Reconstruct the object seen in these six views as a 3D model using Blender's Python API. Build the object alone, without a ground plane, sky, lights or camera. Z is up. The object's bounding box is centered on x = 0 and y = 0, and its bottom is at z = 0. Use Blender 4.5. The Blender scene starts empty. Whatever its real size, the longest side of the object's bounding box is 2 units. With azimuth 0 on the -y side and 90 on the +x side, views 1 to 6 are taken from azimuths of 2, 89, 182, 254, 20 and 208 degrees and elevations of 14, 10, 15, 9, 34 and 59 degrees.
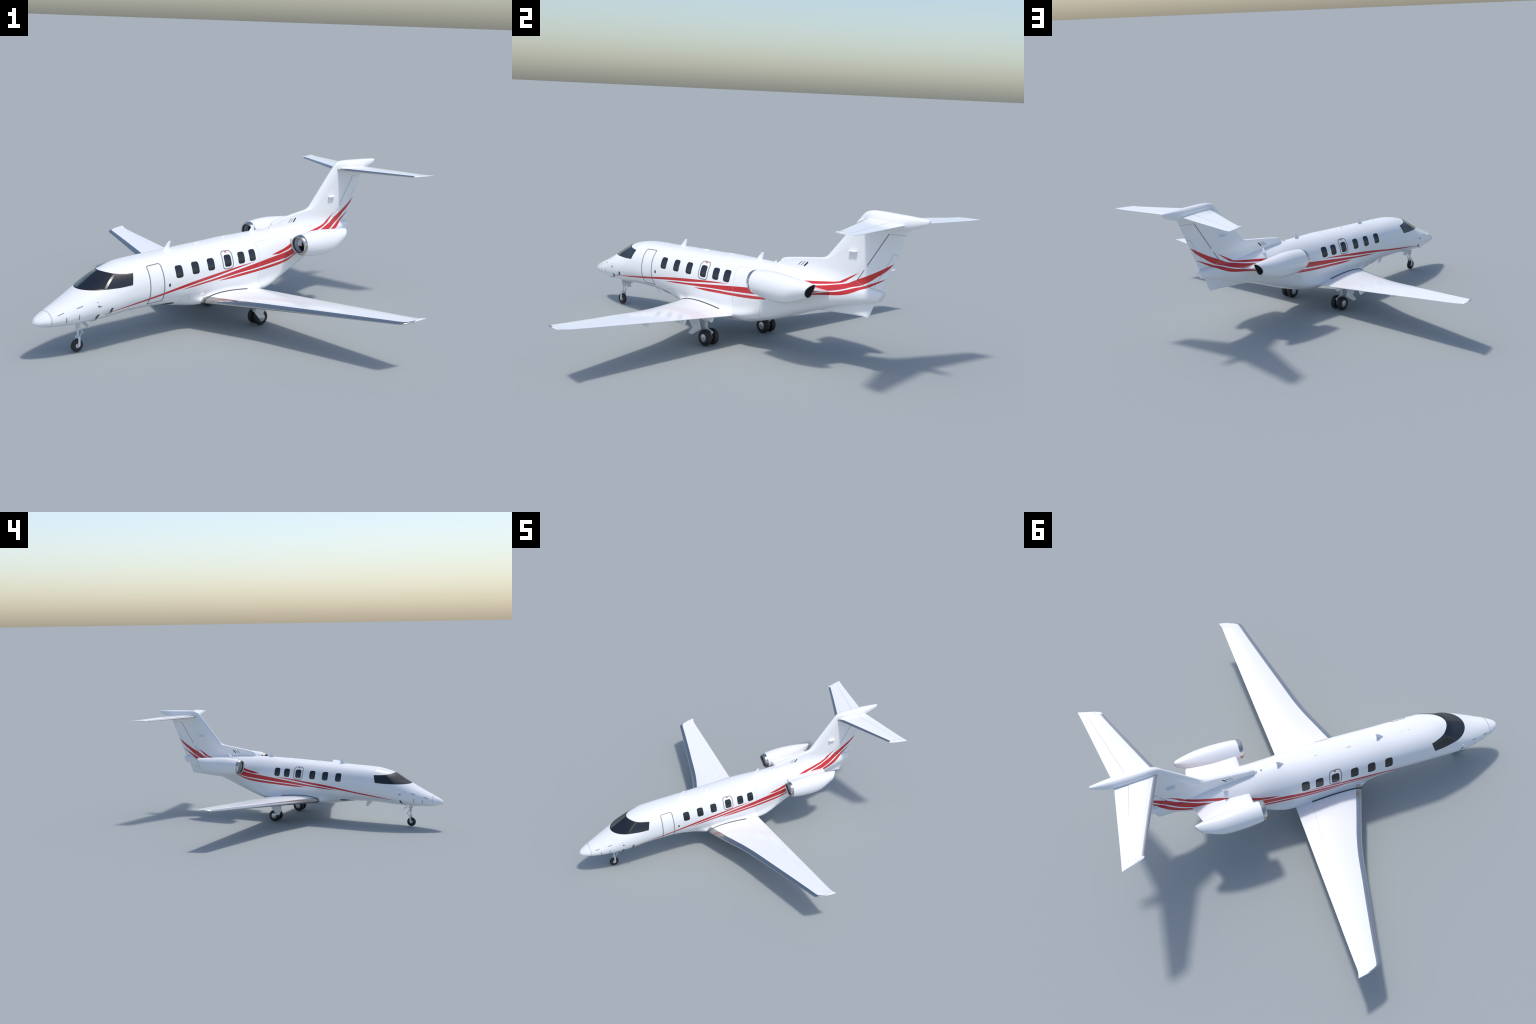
"""Twin-engine T-tail business jet, white with red swoosh livery, gear down.

Model frame: s runs aft along the fuselage, l to the left, z up (metres).
Mesh vertices are stored as (s, -l, z); one Empty turns the aircraft in the scene.
"""
import bpy, bmesh, math
import numpy as np
from mathutils import Vector
from mathutils.bvhtree import BVHTree

HEADING = math.radians(46.0)
OFFSET = -0.0078

# --------------------------------------------------------------------------
# small tools
# --------------------------------------------------------------------------
def pchip(xs, ys):
    xs=np.asarray(xs,float); ys=np.asarray(ys,float); h=np.diff(xs); d=np.diff(ys)/h
    m=np.zeros_like(ys); m[0]=d[0]; m[-1]=d[-1]
    for i in range(1,len(xs)-1):
        if d[i-1]*d[i]>0:
            w1=2*h[i]+h[i-1]; w2=h[i]+2*h[i-1]; m[i]=(w1+w2)/(w1/d[i-1]+w2/d[i])
    def f(x):
        x=np.clip(np.asarray(x,float),xs[0],xs[-1]); i=np.clip(np.searchsorted(xs,x)-1,0,len(h)-1)
        t=(x-xs[i])/h[i]
        return ((1+2*t)*(1-t)**2*ys[i]+t*(1-t)**2*h[i]*m[i]+t*t*(3-2*t)*ys[i+1]+t*t*(t-1)*h[i]*m[i+1])
    return f
# station: s, z_top, z_mid, z_bottom, half width, upper exponent, lower exponent
STATIONS=[
(-1.3880,0.1880,0.1850,0.1834,0.0015,2,2),
(-1.3800,0.2015,0.1860,0.1739,0.0180,2,2),
(-1.3630,0.2130,0.1880,0.1679,0.0335,2,2),
(-1.3170,0.2355,0.1940,0.1584,0.0580,2,2),
(-1.2600,0.2610,0.2040,0.1539,0.0790,2,2.1),
(-1.1950,0.2915,0.2200,0.1524,0.0990,2,2.2),
(-1.1500,0.3155,0.2320,0.1519,0.1100,2,2.2),
(-1.1000,0.3435,0.2430,0.1524,0.1195,2,2.2),
(-1.0300,0.3835,0.2570,0.1544,0.1265,1.85,2.2),
(-0.9550,0.4040,0.2700,0.1595,0.1310,2.05,2.15),
(-0.9000,0.4125,0.2760,0.1615,0.1330,2.3,2.1),
(-0.8000,0.4180,0.2800,0.1610,0.1335,2.3,2.1),
(-0.7000,0.4215,0.2850,0.1530,0.1335,2.25,2.1),
(-0.6000,0.4265,0.2900,0.1340,0.1335,2.15,2.2),
(-0.4800,0.4305,0.2940,0.1130,0.1340,2.2,2.2),
(-0.3200,0.4365,0.3000,0.1080,0.1345,2.2,2.4),
(-0.2200,0.4410,0.3030,0.1080,0.1345,2.2,2.5),
(-0.1500,0.4420,0.3040,0.1100,0.1340,2.1,2.6),
(-0.0900,0.4438,0.3030,0.1145,0.1315,2,2.8),
(-0.0500,0.4446,0.3020,0.1190,0.1290,1.95,2.9),
(0.0200,0.4453,0.3030,0.1380,0.1255,1.9,2.9),
(0.1000,0.4448,0.3090,0.1620,0.1215,1.9,2.7),
(0.1800,0.4440,0.3200,0.1900,0.1140,2.05,2.5),
(0.3000,0.4420,0.3330,0.2360,0.0955,2,2.4),
(0.4200,0.4370,0.3550,0.2770,0.0750,2,2.2),
(0.5400,0.4310,0.3740,0.3130,0.0550,2,2.1),
(0.6500,0.4230,0.3860,0.3460,0.0375,2.2,2.2),
(0.7000,0.4160,0.3870,0.3575,0.0285,2.5,2.5),
(0.7240,0.4110,0.3870,0.3625,0.0230,2.8,2.8),
(0.7300,0.4095,0.3870,0.3640,0.0205,2.8,2.8),
(0.7320,0.4060,0.3870,0.3680,0.0160,2.8,2.8),
]
_c=list(zip(*STATIONS))
F_TOP,F_MID,F_BOT,F_W,F_NU,F_NL=[pchip(_c[0],c) for c in _c[1:]]
F_FL=pchip([-.62,-.56,-.52,-.48,-.44,-.38,-.32,-.25,-.17,-.09,-.04,.016,.067,.12,.16],[0,.006,.017,.031,.030,.022,.019,.020,.023,.028,.028,.022,.011,.004,0])
F_FZ=pchip([-.62,-.56,-.48,-.44,-.38,-.32,-.25,-.17,-.09,0,.07,.16],[.145,.148,.155,.167,.177,.180,.176,.168,.160,.172,.190,.210])
F_FS=pchip([-.62,-.52,-.46,-.20,-.10,0],[.035,.028,.014,.015,.028,.035])
def fus_half(s,z):
    """half width of the fuselage at station s and height z"""
    s=np.asarray(s,float); z=np.asarray(z,float)
    zt,zm,zb,w,nu,nl=F_TOP(s),F_MID(s),F_BOT(s),F_W(s),F_NU(s),F_NL(s)
    up=z>=zm; h=np.where(up,zt-zm,zm-zb); n=np.where(up,nu,nl)
    t=np.abs(z-zm)/h
    return np.where(t<1,w*np.clip(1-t**n,0,1)**(1/n),-1)+flare(s,z)
def flare(s,z):
    """fillet that carries the body out to the wing root"""
    d=z-F_FZ(s)
    w=np.where(d>0,F_FS(s),.035)
    return F_FL(s)*np.exp(-(d/w)**2)*np.clip((z-F_BOT(s))/.02,0,1)

def co(p):
    return (float(p[0]), -float(p[1]), float(p[2]))


def lerp(a, b, t):
    return a + (b - a) * t


def spread(a, b, n):
    return [a + (b - a) * i / n for i in range(n + 1)]


ROOT = bpy.data.objects.new("business_jet", None)
ROOT.empty_display_size = 0.2
bpy.context.scene.collection.objects.link(ROOT)
ROOT.location = (math.sin(HEADING) * OFFSET, -math.cos(HEADING) * OFFSET, 0.0)
ROOT.rotation_euler = (0, 0, HEADING)
ROOT["label"] = "white twin-engine T-tail business jet with red swoosh stripes, gear down"
ROOT["category"] = "airplane"


def finish_mesh(me, sharp=35.0, recalc=True):
    bm = bmesh.new()
    bm.from_mesh(me)
    bmesh.ops.remove_doubles(bm, verts=bm.verts, dist=1e-6)
    if recalc:
        bmesh.ops.recalc_face_normals(bm, faces=bm.faces)
    lim = math.radians(sharp)
    for f in bm.faces:
        f.smooth = True
    for e in bm.edges:
        if len(e.link_faces) == 2:
            e.smooth = e.calc_face_angle(0.0) < lim
    bm.to_mesh(me)
    bm.free()


def make(name, verts, faces, mat, parent=None, sharp=35.0, recalc=True):
    me = bpy.data.meshes.new(name)
    me.from_pydata([co(v) for v in verts], [], faces)
    finish_mesh(me, sharp, recalc)
    return link(name, me, mat, parent)


def link(name, me, mat, parent=None):
    if mat is not None and len(me.materials) == 0:
        me.materials.append(mat)
    ob = bpy.data.objects.new(name, me)
    bpy.context.scene.collection.objects.link(ob)
    ob.parent = parent or ROOT
    return ob


class Builder:
    """collects several simple solids into one mesh"""
    def __init__(self):
        self.v, self.f = [], []

    def add(self, verts, faces):
        o = len(self.v)
        self.v += [tuple(map(float, v)) for v in verts]
        self.f += [tuple(i + o for i in f) for f in faces]
        return self

    def tube(self, a, b, r0, r1=None, n=16):
        a, b = np.array(a, float), np.array(b, float)
        r1 = r0 if r1 is None else r1
        d = (b - a) / np.linalg.norm(b - a)
        u = np.cross(d, [0, 0, 1.0] if abs(d[2]) < .9 else [1.0, 0, 0])
        u /= np.linalg.norm(u)
        w = np.cross(d, u)
        vs, fs = [], []
        for p, r in ((a, r0), (b, r1)):
            for k in range(n):
                t = 2 * math.pi * k / n
                vs.append(p + r * (math.cos(t) * u + math.sin(t) * w))
        for k in range(n):
            fs.append((k, (k + 1) % n, n + (k + 1) % n, n + k))
        fs += [tuple(range(n)), tuple(range(n, 2 * n))]
        return self.add(vs, fs)

    def lathe(self, centre, profile, n=48, axis=1):
        """profile: list of (radius, offset along the axis)"""
        c = np.array(centre, float)
        vs, fs = [], []
        for r, o in profile:
            for k in range(n):
                t = 2 * math.pi * k / n
                p = np.zeros(3)
                p[axis] = o
                p[(axis + 1) % 3] = r * math.cos(t)
                p[(axis + 2) % 3] = r * math.sin(t)
                vs.append(c + p)
        m = len(profile)
        for i in range(m - 1):
            for k in range(n):
                a, b = i * n + k, i * n + (k + 1) % n
                fs.append((a, b, b + n, a + n))
        if profile[0][0] > 1e-6:
            fs.append(tuple(range(n)))
        if profile[-1][0] > 1e-6:
            fs.append(tuple(range((m - 1) * n, m * n)))
        return self.add(vs, fs)

    def plate(self, poly, thick):
        """flat or bent polygon given thickness along its mean normal"""
        p = np.array(poly, float)
        nrm = np.zeros(3)
        for i in range(len(p)):
            nrm += np.cross(p[i] - p[0], p[(i + 1) % len(p)] - p[0])
        nrm /= np.linalg.norm(nrm)
        n = len(p)
        vs = list(p + nrm * thick / 2) + list(p - nrm * thick / 2)
        fs = [tuple(range(n)), tuple(range(2 * n - 1, n - 1, -1))]
        for i in range(n):
            j = (i + 1) % n
            fs.append((i, j, n + j, n + i))
        return self.add(vs, fs)

    def loft(self, rings, caps=True):
        n = len(rings[0])
        vs, fs = [], []
        for r in rings:
            vs += list(r)
        for i in range(len(rings) - 1):
            for k in range(n):
                a, b = i * n + k, i * n + (k + 1) % n
                fs.append((a, b, b + n, a + n))
        if caps:
            fs += [tuple(range(n)), tuple(range((len(rings) - 1) * n, len(rings) * n))]
        return self.add(vs, fs)

    def make(self, name, mat, parent=None, sharp=35.0, bevel=0.0):
        ob = make(name, self.v, self.f, mat, parent, sharp)
        if bevel:
            bm = bmesh.new()
            bm.from_mesh(ob.data)
            es = [e for e in bm.edges if len(e.link_faces) == 2 and e.calc_face_angle(0) > math.radians(30)]
            bmesh.ops.bevel(bm, geom=es, offset=bevel, segments=2, affect='EDGES', clamp_overlap=True)
            bm.to_mesh(ob.data)
            bm.free()
            finish_mesh(ob.data, sharp)
        return ob


# --------------------------------------------------------------------------
# materials
# --------------------------------------------------------------------------
def principled(name, color, rough=0.3, metal=0.0, coat=0.0, spec=0.5, grain=0.0, grain_scale=40.0):
    m = bpy.data.materials.new(name)
    m.use_nodes = True
    nt = m.node_tree
    b = nt.nodes["Principled BSDF"]
    b.inputs["Base Color"].default_value = (*color, 1)
    b.inputs["Roughness"].default_value = rough
    b.inputs["Metallic"].default_value = metal
    b.inputs["Specular IOR Level"].default_value = spec
    b.inputs["Coat Weight"].default_value = coat
    b.inputs["Coat Roughness"].default_value = 0.03
    if grain > 0:
        tc = nt.nodes.new("ShaderNodeTexCoord")
        no = nt.nodes.new("ShaderNodeTexNoise")
        no.inputs["Scale"].default_value = grain_scale
        no.inputs["Detail"].default_value = 4
        nt.links.new(tc.outputs["Object"], no.inputs["Vector"])
        mr = nt.nodes.new("ShaderNodeMapRange")
        mr.inputs["To Min"].default_value = 1 - grain
        mr.inputs["To Max"].default_value = 1 + grain
        nt.links.new(no.outputs["Fac"], mr.inputs["Value"])
        mx = nt.nodes.new("ShaderNodeMix")
        mx.data_type = 'RGBA'
        mx.blend_type = 'MULTIPLY'
        mx.inputs["Factor"].default_value = 1
        mx.inputs["A"].default_value = (*color, 1)
        nt.links.new(mr.outputs["Result"], mx.inputs["B"])
        nt.links.new(mx.outputs["Result"], b.inputs["Base Color"])
    return m


WHITE = (0.865, 0.87, 0.88)
RED = (0.58, 0.030, 0.036)

# stripe edges: (s, upper z, lower z); the two edges meet at the pointed ends
STRIPES = {
    "long": [(-1.079, .1972, .1972), (-.976, .2118, .2070), (-.863, .2286, .2200), (-.748, .2454, .2356), (-.660, .2596, .2477),
             (-.541, .2768, .2629), (-.419, .2912, .2768), (-.338, .2995, .2887), (-.244, .3085, .3015), (-.165, .3140, .3120),
             (-.120, .3166, .3166)],
    "broad": [(-.630, .2427, .2427), (-.540, .2548, .2487), (-.419, .2673, .2586), (-.338, .2780, .2645), (-.250, .2890, .2724),
              (-.116, .3055, .2810), (-.016, .3163, .2885), (.086, .3264, .2968), (.110, .3294, .2985), (.145, .3362, .3050),
              (.172, .3418, .3112), (.260, .3620, .3300), (.395, .3920, .3610), (.446, .4008, .3755), (.498, .4122, .3872),
              (.546, .4234, .4012), (.578, .4395, .4134), (.613, .4565, .4238), (.656, .4770, .4455), (.700, .5003, .4765),
              (.746, .5268, .5098), (.786, .5515, .5515)],
    "lower": [(-.388, .2514, .2514), (-.3065, .2607, .2511), (-.212, .2674, .2552), (-.116, .2720, .2600), (-.015, .2784, .2650),
              (.087, .2873, .2750), (.140, .2955, .2867), (.190, .3110, .3050), (.300, .3350, .3230), (.392, .3550, .3490),
              (.478, .3752, .3620), (.513, .3826, .3669), (.550, .3945, .3755), (.600, .4130, .3950), (.628, .4217, .4098),
              (.655, .4335, .4205), (.692, .4500, .4415), (.726, .4650, .4615), (.750, .4775, .4775)],
    "upper": [(-.001, .3320, .3320), (.051, .3411, .3295), (.097, .3502, .3360), (.140, .3624, .3450), (.172, .3738, .3585),
              (.250, .3900, .3770), (.330, .4048, .3915), (.371, .4092, .3978), (.436, .4168, .4070), (.497, .4255, .4185),
              (.524, .4390, .4260), (.556, .4568, .4468), (.608, .4850, .4850)],
}
S_MIN, S_SPAN, Z_MIN, Z_SPAN = -1.25, 2.2, 0.15, 0.45


def livery_material():
    m = bpy.data.materials.new("livery_paint")
    m.use_nodes = True
    nt = m.node_tree
    N, L = nt.nodes.new, nt.links.new
    b = nt.nodes["Principled BSDF"]
    tc = N("ShaderNodeTexCoord")
    sep = N("ShaderNodeSeparateXYZ")
    L(tc.outputs["Object"], sep.inputs["Vector"])

    def math_node(op, a, c, clamp=False):
        n = N("ShaderNodeMath")
        n.operation = op
        n.use_clamp = clamp
        for i, v in enumerate((a, c)):
            if isinstance(v, (int, float)):
                n.inputs[i].default_value = v
            else:
                L(v, n.inputs[i])
        return n.outputs[0]
    sx = math_node('DIVIDE', math_node('SUBTRACT', sep.outputs["X"], S_MIN), S_SPAN)
    zz = sep.outputs["Z"]
    total = None
    for name, pts in STRIPES.items():
        edges = []
        for col in (1, 2):
            fc = N("ShaderNodeFloatCurve")
            cu = fc.mapping.curves[0]
            grow = {"long": (.0006, -.0006), "broad": (.0012, -.0006), "lower": (.0008, -.0010), "upper": (.0006, -.0006)}[name][col - 1]
            data = [((p[0] - S_MIN) / S_SPAN, (p[col] + (grow if p[1] > p[2] else 0) - Z_MIN) / Z_SPAN) for p in pts]
            while len(cu.points) < len(data):
                cu.points.new(0.5, 0.5)
            for cp, (x, y) in zip(cu.points, data):
                cp.location = (x, y)
                cp.handle_type = 'AUTO_CLAMPED'
            fc.mapping.extend = 'HORIZONTAL'
            fc.mapping.update()
            L(sx, fc.inputs["Value"])
            z = math_node('ADD', math_node('MULTIPLY', fc.outputs["Value"], Z_SPAN), Z_MIN)
            edges.append(z)
        inside = math_node('MULTIPLY', math_node('LESS_THAN', zz, edges[0]), math_node('GREATER_THAN', zz, edges[1]))
        inside = math_node('MULTIPLY', inside, math_node('GREATER_THAN', sep.outputs["X"], pts[0][0]))
        inside = math_node('MULTIPLY', inside, math_node('LESS_THAN', sep.outputs["X"], pts[-1][0]))
        total = inside if total is None else math_node('MAXIMUM', total, inside)
    mx = N("ShaderNodeMix")
    mx.data_type = 'RGBA'
    mx.inputs["A"].default_value = (*WHITE, 1)
    mx.inputs["B"].default_value = (*RED, 1)
    L(total, mx.inputs["Factor"])
    L(mx.outputs["Result"], b.inputs["Base Color"])
    b.inputs["Roughness"].default_value = PAINT_ROUGH
    b.inputs["Specular IOR Level"].default_value = 0.5
    return m


PAINT_ROUGH = 0.14
M_LIVERY = livery_material()
M_WHITE = principled("white_paint", WHITE, PAINT_ROUGH)
M_CHROME = principled("polished_metal", (0.575, 0.55, 0.51), 0.20, metal=1.0)  # base tinted warm and darker to dull the blue sky reflection
M_GLASS = principled("dark_glass", (0.010, 0.014, 0.022), 0.06, spec=0.6)
M_POST = principled("post_trim", (0.03, 0.028, 0.026), 0.30, spec=0.6)
M_BLACK = principled("black_trim", (0.012, 0.012, 0.013), 0.35)
M_SEAL = principled("grey_seal", (0.22, 0.22, 0.23), 0.45)
M_DARKSEAL = principled("dark_seal", (0.05, 0.052, 0.058), 0.45)
M_SEAM = principled("panel_seam", (0.30, 0.31, 0.33), 0.5)
M_FAINT = principled("faint_seam", (0.42, 0.43, 0.45), 0.4)
M_GAP = principled("gap_grey", (0.50, 0.51, 0.52), 0.5)
M_TYRE = principled("tyre_rubber", (0.016, 0.016, 0.017), 0.55, grain=0.25, grain_scale=120)
M_GEAR = principled("gear_paint", (0.70, 0.72, 0.75), 0.30, grain=0.08)
M_HUB = principled("hub_metal", (0.62, 0.63, 0.65), 0.28, metal=0.6)
M_DUCT = principled("duct_metal", (0.62, 0.64, 0.68), 0.40)  # base colour lightened to offset the shadow inside the intake
M_SOOT = principled("exhaust_black", (0.006, 0.006, 0.007), 0.7, spec=0.2)
M_RED = principled("red_mark", RED, 0.3)

# --------------------------------------------------------------------------
# fuselage surface
# --------------------------------------------------------------------------
def fus_pt(s, th, off=0.0):
    """th: 0 at the crown, +pi/2 left side, pi belly"""
    zt, zm, zb, w, nu, nl = [float(f(s)) for f in (F_TOP, F_MID, F_BOT, F_W, F_NU, F_NL)]
    c, sn = math.cos(th), math.sin(th)
    n, h = (nu, zt - zm) if c >= 0 else (nl, zm - zb)
    z = zm + math.copysign(h * abs(c) ** (2 / n), c)
    y = w * abs(sn) ** (2 / n) + float(flare(s, z))
    k = min(max((s - .64) / .09, 0), 1)
    p = np.array([s + .55 * k * k * (3 - 2 * k) * (z - zm), math.copysign(y, sn) if abs(sn) > 1e-9 else 0.0, z])
    if off:
        e = 1e-4
        a = fus_pt(s + e, th) - fus_pt(s - e, th)
        b = fus_pt(s, th + e) - fus_pt(s, th - e)
        nrm = np.cross(b, a)
        nrm /= np.linalg.norm(nrm)
        if nrm @ (p - np.array([s, 0, zm])) < 0:
            nrm = -nrm
        p = p + nrm * off
    return p


def th_of(s, z):
    zt, zm, zb, nu, nl = [float(f(s)) for f in (F_TOP, F_MID, F_BOT, F_NU, F_NL)]
    if z >= zm:
        return math.acos(min(1, (z - zm) / (zt - zm)) ** (nu / 2))
    return math.acos(-min(1, (zm - z) / (zm - zb)) ** (nl / 2))


def side_pt(s, z, side=1, off=0.0):
    p = fus_pt(s, th_of(s, z), off)
    p[1] *= side
    return p


def fus_rings(s_list, n=144):
    ths = [2 * math.pi * k / n for k in range(n)]
    return [[fus_pt(s, t) for t in ths] for s in s_list]


def ribbon(name, pts, nrm_pts, width, mat, parent=None, closed=False, sink=0.0008, builder=None):
    """thin raised strip following pts; nrm_pts are the same points lifted off the surface"""
    P, Q = np.array(pts), np.array(nrm_pts)
    n = len(P)
    rings = []
    for i in range(n):
        a, b = (P[(i - 1) % n], P[(i + 1) % n]) if closed else (P[max(i - 1, 0)], P[min(i + 1, n - 1)])
        t = (b - a) / np.linalg.norm(b - a)
        up = Q[i] - P[i]
        h = np.linalg.norm(up)
        up = up / h
        bi = np.cross(t, up)
        bi /= np.linalg.norm(bi)
        rings.append([P[i] + bi * width / 2 - up * sink, P[i] + bi * width * .42 + up * h,
                      P[i] - bi * width * .42 + up * h, P[i] - bi * width / 2 - up * sink])
    B = builder or Builder()
    if closed:
        rings.append(rings[0])
    B.loft(rings, caps=not closed)
    return B if builder else B.make(name, mat, parent, 50)


def rounded_rect(s0, z0, w, h, r, slant=0.0, n=7, k=4):
    """outline in the s,z plane, slant shears s with z"""
    pts = []
    cs = [(w / 2 - r, h / 2 - r, 0), (-(w / 2 - r), h / 2 - r, 90), (-(w / 2 - r), -(h / 2 - r), 180), (w / 2 - r, -(h / 2 - r), 270)]
    for cx, cz, a0 in cs:
        for i in range(n):
            a = math.radians(a0 + 90 * i / (n - 1))
            pts.append((cx + r * math.cos(a), cz + r * math.sin(a)))
    out = []
    for i in range(len(pts)):                       # densify straight runs
        a, b = np.array(pts[i]), np.array(pts[(i + 1) % len(pts)])
        m = max(1, int(np.linalg.norm(b - a) / .006))
        for j in range(m):
            p = a + (b - a) * j / m
            out.append((s0 + p[0] + slant * p[1], z0 + p[1]))
    return out


def patch(outline, side, off, rings=6):
    """filled panel following the fuselage; returns verts and faces"""
    o = np.array(outline)
    c = o.mean(0)
    n = len(o)
    vs, fs = [], []
    for k in range(rings):
        f = 1 - k / rings
        vs += [side_pt(*(c + (p - c) * f), side, off) for p in o]
    vs.append(side_pt(*c, side, off))
    for k in range(rings - 1):
        for i in range(n):
            j = (i + 1) % n
            fs.append((k * n + i, k * n + j, (k + 1) * n + j, (k + 1) * n + i))
    for i in range(n):
        fs.append(((rings - 1) * n + i, (rings - 1) * n + (i + 1) % n, rings * n))
    return vs, fs


def solid_patch(outline, side, off_in, off_out, rings=6):
    v0, f0 = patch(outline, side, off_out, rings)
    v1, f1 = patch(outline, side, off_in, rings)
    m, n = len(v0), len(outline)
    fs = list(f0) + [tuple(i + m for i in reversed(f)) for f in f1]
    for i in range(n):
        j = (i + 1) % n
        fs.append((i, j, m + j, m + i))
    return v0 + v1, fs


# window positions (s, z of the centre)
WINDOWS = [(-.6385, .3395), (-.5349, .3427), (-.4337, .3454), (-.3207, .3480), (-.2270, .3502), (-.1472, .3521)]
WIN_W, WIN_H, WIN_R = .0455, .0600, .0125
HATCH = (-.3207, .3520, .0690, .0880, .0190)
SLANT = -.02

S_RADOME = -1.3205
nose_s = [-1.388, -1.3876, -1.387, -1.386, -1.3845, -1.382, -1.379, -1.375, -1.369, -1.362, -1.354, -1.345, -1.335, -1.327, S_RADOME]
body_s = [S_RADOME] + list(np.arange(-1.312, .70, .008)) + list(np.arange(.700, .728, .004)) + [.7285, .7305, .732]


def fus_mesh(s_list, name):
    B = Builder().loft(fus_rings(s_list))
    me = bpy.data.meshes.new(name)
    me.from_pydata([co(v) for v in B.v], [], B.f)
    finish_mesh(me, 40)
    return me


# window pockets are cut out of the shell, then the smooth surface normals are put back
shell = fus_mesh(body_s, "fuselage")
cut = Builder()
for side in (1, -1):
    for s0, z0 in WINDOWS:
        cut.add(*solid_patch(rounded_rect(s0, z0, WIN_W, WIN_H, WIN_R, SLANT), side, -.0026, .006, 4))
cut_me = bpy.data.meshes.new("window_cutter")
cut_me.from_pydata([co(v) for v in cut.v], [], cut.f)
finish_mesh(cut_me)
cutter = bpy.data.objects.new("window_cutter", cut_me)
bpy.context.scene.collection.objects.link(cutter)
tmp = bpy.data.objects.new("fuselage_blank", shell)
bpy.context.scene.collection.objects.link(tmp)
mod = tmp.modifiers.new("pockets", 'BOOLEAN')
mod.operation = 'DIFFERENCE'
mod.solver = 'EXACT'
mod.object = cutter
dg = bpy.context.evaluated_depsgraph_get()
cut_shell = bpy.data.meshes.new_from_object(tmp.evaluated_get(dg))
bm = bmesh.new()
bm.from_mesh(shell)
bm.verts.ensure_lookup_table()
bm.faces.ensure_lookup_table()
tree = BVHTree.FromBMesh(bm)


def smooth_normal(p, fallback):
    loc, nrm, idx, dist = tree.find_nearest(p)
    if idx is None:
        return fallback
    acc = Vector()
    for v in bm.faces[idx].verts:
        acc += v.normal / max((v.co - loc).length, 1e-6)
    return acc.normalized()


cut_shell.materials.clear()
vn = [smooth_normal(v.co, v.normal) for v in cut_shell.vertices]
loop_n = [None] * len(cut_shell.loops)
for poly in cut_shell.polygons:
    poly.use_smooth = True
    for li in poly.loop_indices:
        n0 = vn[cut_shell.loops[li].vertex_index]
        flat = n0.dot(poly.normal) > 0.75
        loop_n[li] = n0 if flat else poly.normal.copy()
        if not flat and abs(poly.center[1]) > .09 and poly.center[2] > .30:
            poly.material_index = 1          # pocket walls carry the black window gasket
cut_shell.normals_split_custom_set(loop_n)
bm.free()
bpy.data.objects.remove(tmp)
bpy.data.objects.remove(cutter)
cut_shell.name = "fuselage"
cut_shell.materials.append(M_LIVERY)
cut_shell.materials.append(M_BLACK)
FUSELAGE = link("fuselage", cut_shell, M_LIVERY)
RADOME = link("radome", fus_mesh(nose_s, "radome"), M_WHITE)

# radome joint and the lightning strips on it
ths = [2 * math.pi * k / 96 for k in range(96)]
ribbon("radome_seam", [fus_pt(S_RADOME, t) for t in ths], [fus_pt(S_RADOME, t, .0004) for t in ths], .0011, M_SEAM, RADOME, True)
B = Builder()
for sg in (1, -1):
    pth = [(lerp(-1.371, -1.324, i / 10), sg * lerp(.75, .72, i / 10)) for i in range(11)]
    ribbon("", [fus_pt(*q) for q in pth], [fus_pt(*q, .0006) for q in pth], .0016, None, builder=B)
B.make("lightning_strip", principled("pale_strip", (.72, .73, .75), .3), RADOME)

# cabin windows
for side in (1, -1):
    for s0, z0 in WINDOWS:
        v, f = solid_patch(rounded_rect(s0, z0, WIN_W, WIN_H, WIN_R, SLANT), side, -.0030, -.0021, 6)
        make("cabin_window", v, f, M_GLASS, FUSELAGE)


def surface_ring(name, outline, side, width, height, mat, closed=True, parent=None, builder=None):
    return ribbon(name, [side_pt(s, z, side) for s, z in outline], [side_pt(s, z, side, height) for s, z in outline], width, mat, parent or FUSELAGE, closed, builder=builder)


for side in (1, -1):
    hatch = rounded_rect(*HATCH, SLANT)
    surface_ring("emergency_exit_seal", hatch, side, .0056, .0008, M_SEAL)
    v, f = solid_patch(rounded_rect(-.3215, .3905, .0130, .0045, .001), side, -.001, .0007, 2)
    make("exit_handle_mark", v, f, M_RED, FUSELAGE)

# passenger door (left side only): outline seal, flush panel and lock dot
door = []
def run(a, b, n=12):
    return [tuple(lerp(np.array(a), np.array(b), i / n)) for i in range(n)]
door_c = [(-.8190, .3770), (-.8190, .2010), (-.8150, .2000), (-.7310, .2030), (-.7315, .2080), (-.7380, .3840), (-.7440, .3908), (-.8120, .3878), (-.8170, .3850)]
for i in range(len(door_c)):
    a, b = door_c[i], door_c[(i + 1) % len(door_c)]
    door += run(a, b, max(2, int(math.dist(a, b) / .006)))
surface_ring("passenger_door_seal", door, 1, .0060, .0008, M_SEAL)
make("door_lock_cover", *solid_patch([(-.7023 + .0062 * math.cos(a), .2829 + .0085 * math.sin(a)) for a in np.linspace(0, 2 * math.pi, 24, False)], 1, -.001, .0008, 3), M_DARKSEAL, FUSELAGE)
B = Builder()
surface_ring("", rounded_rect(-.748, .268, .014, .030, .002), 1, .0008, .0003, None, builder=B)
B.make("door_handle_outline", M_FAINT, FUSELAGE)

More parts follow.
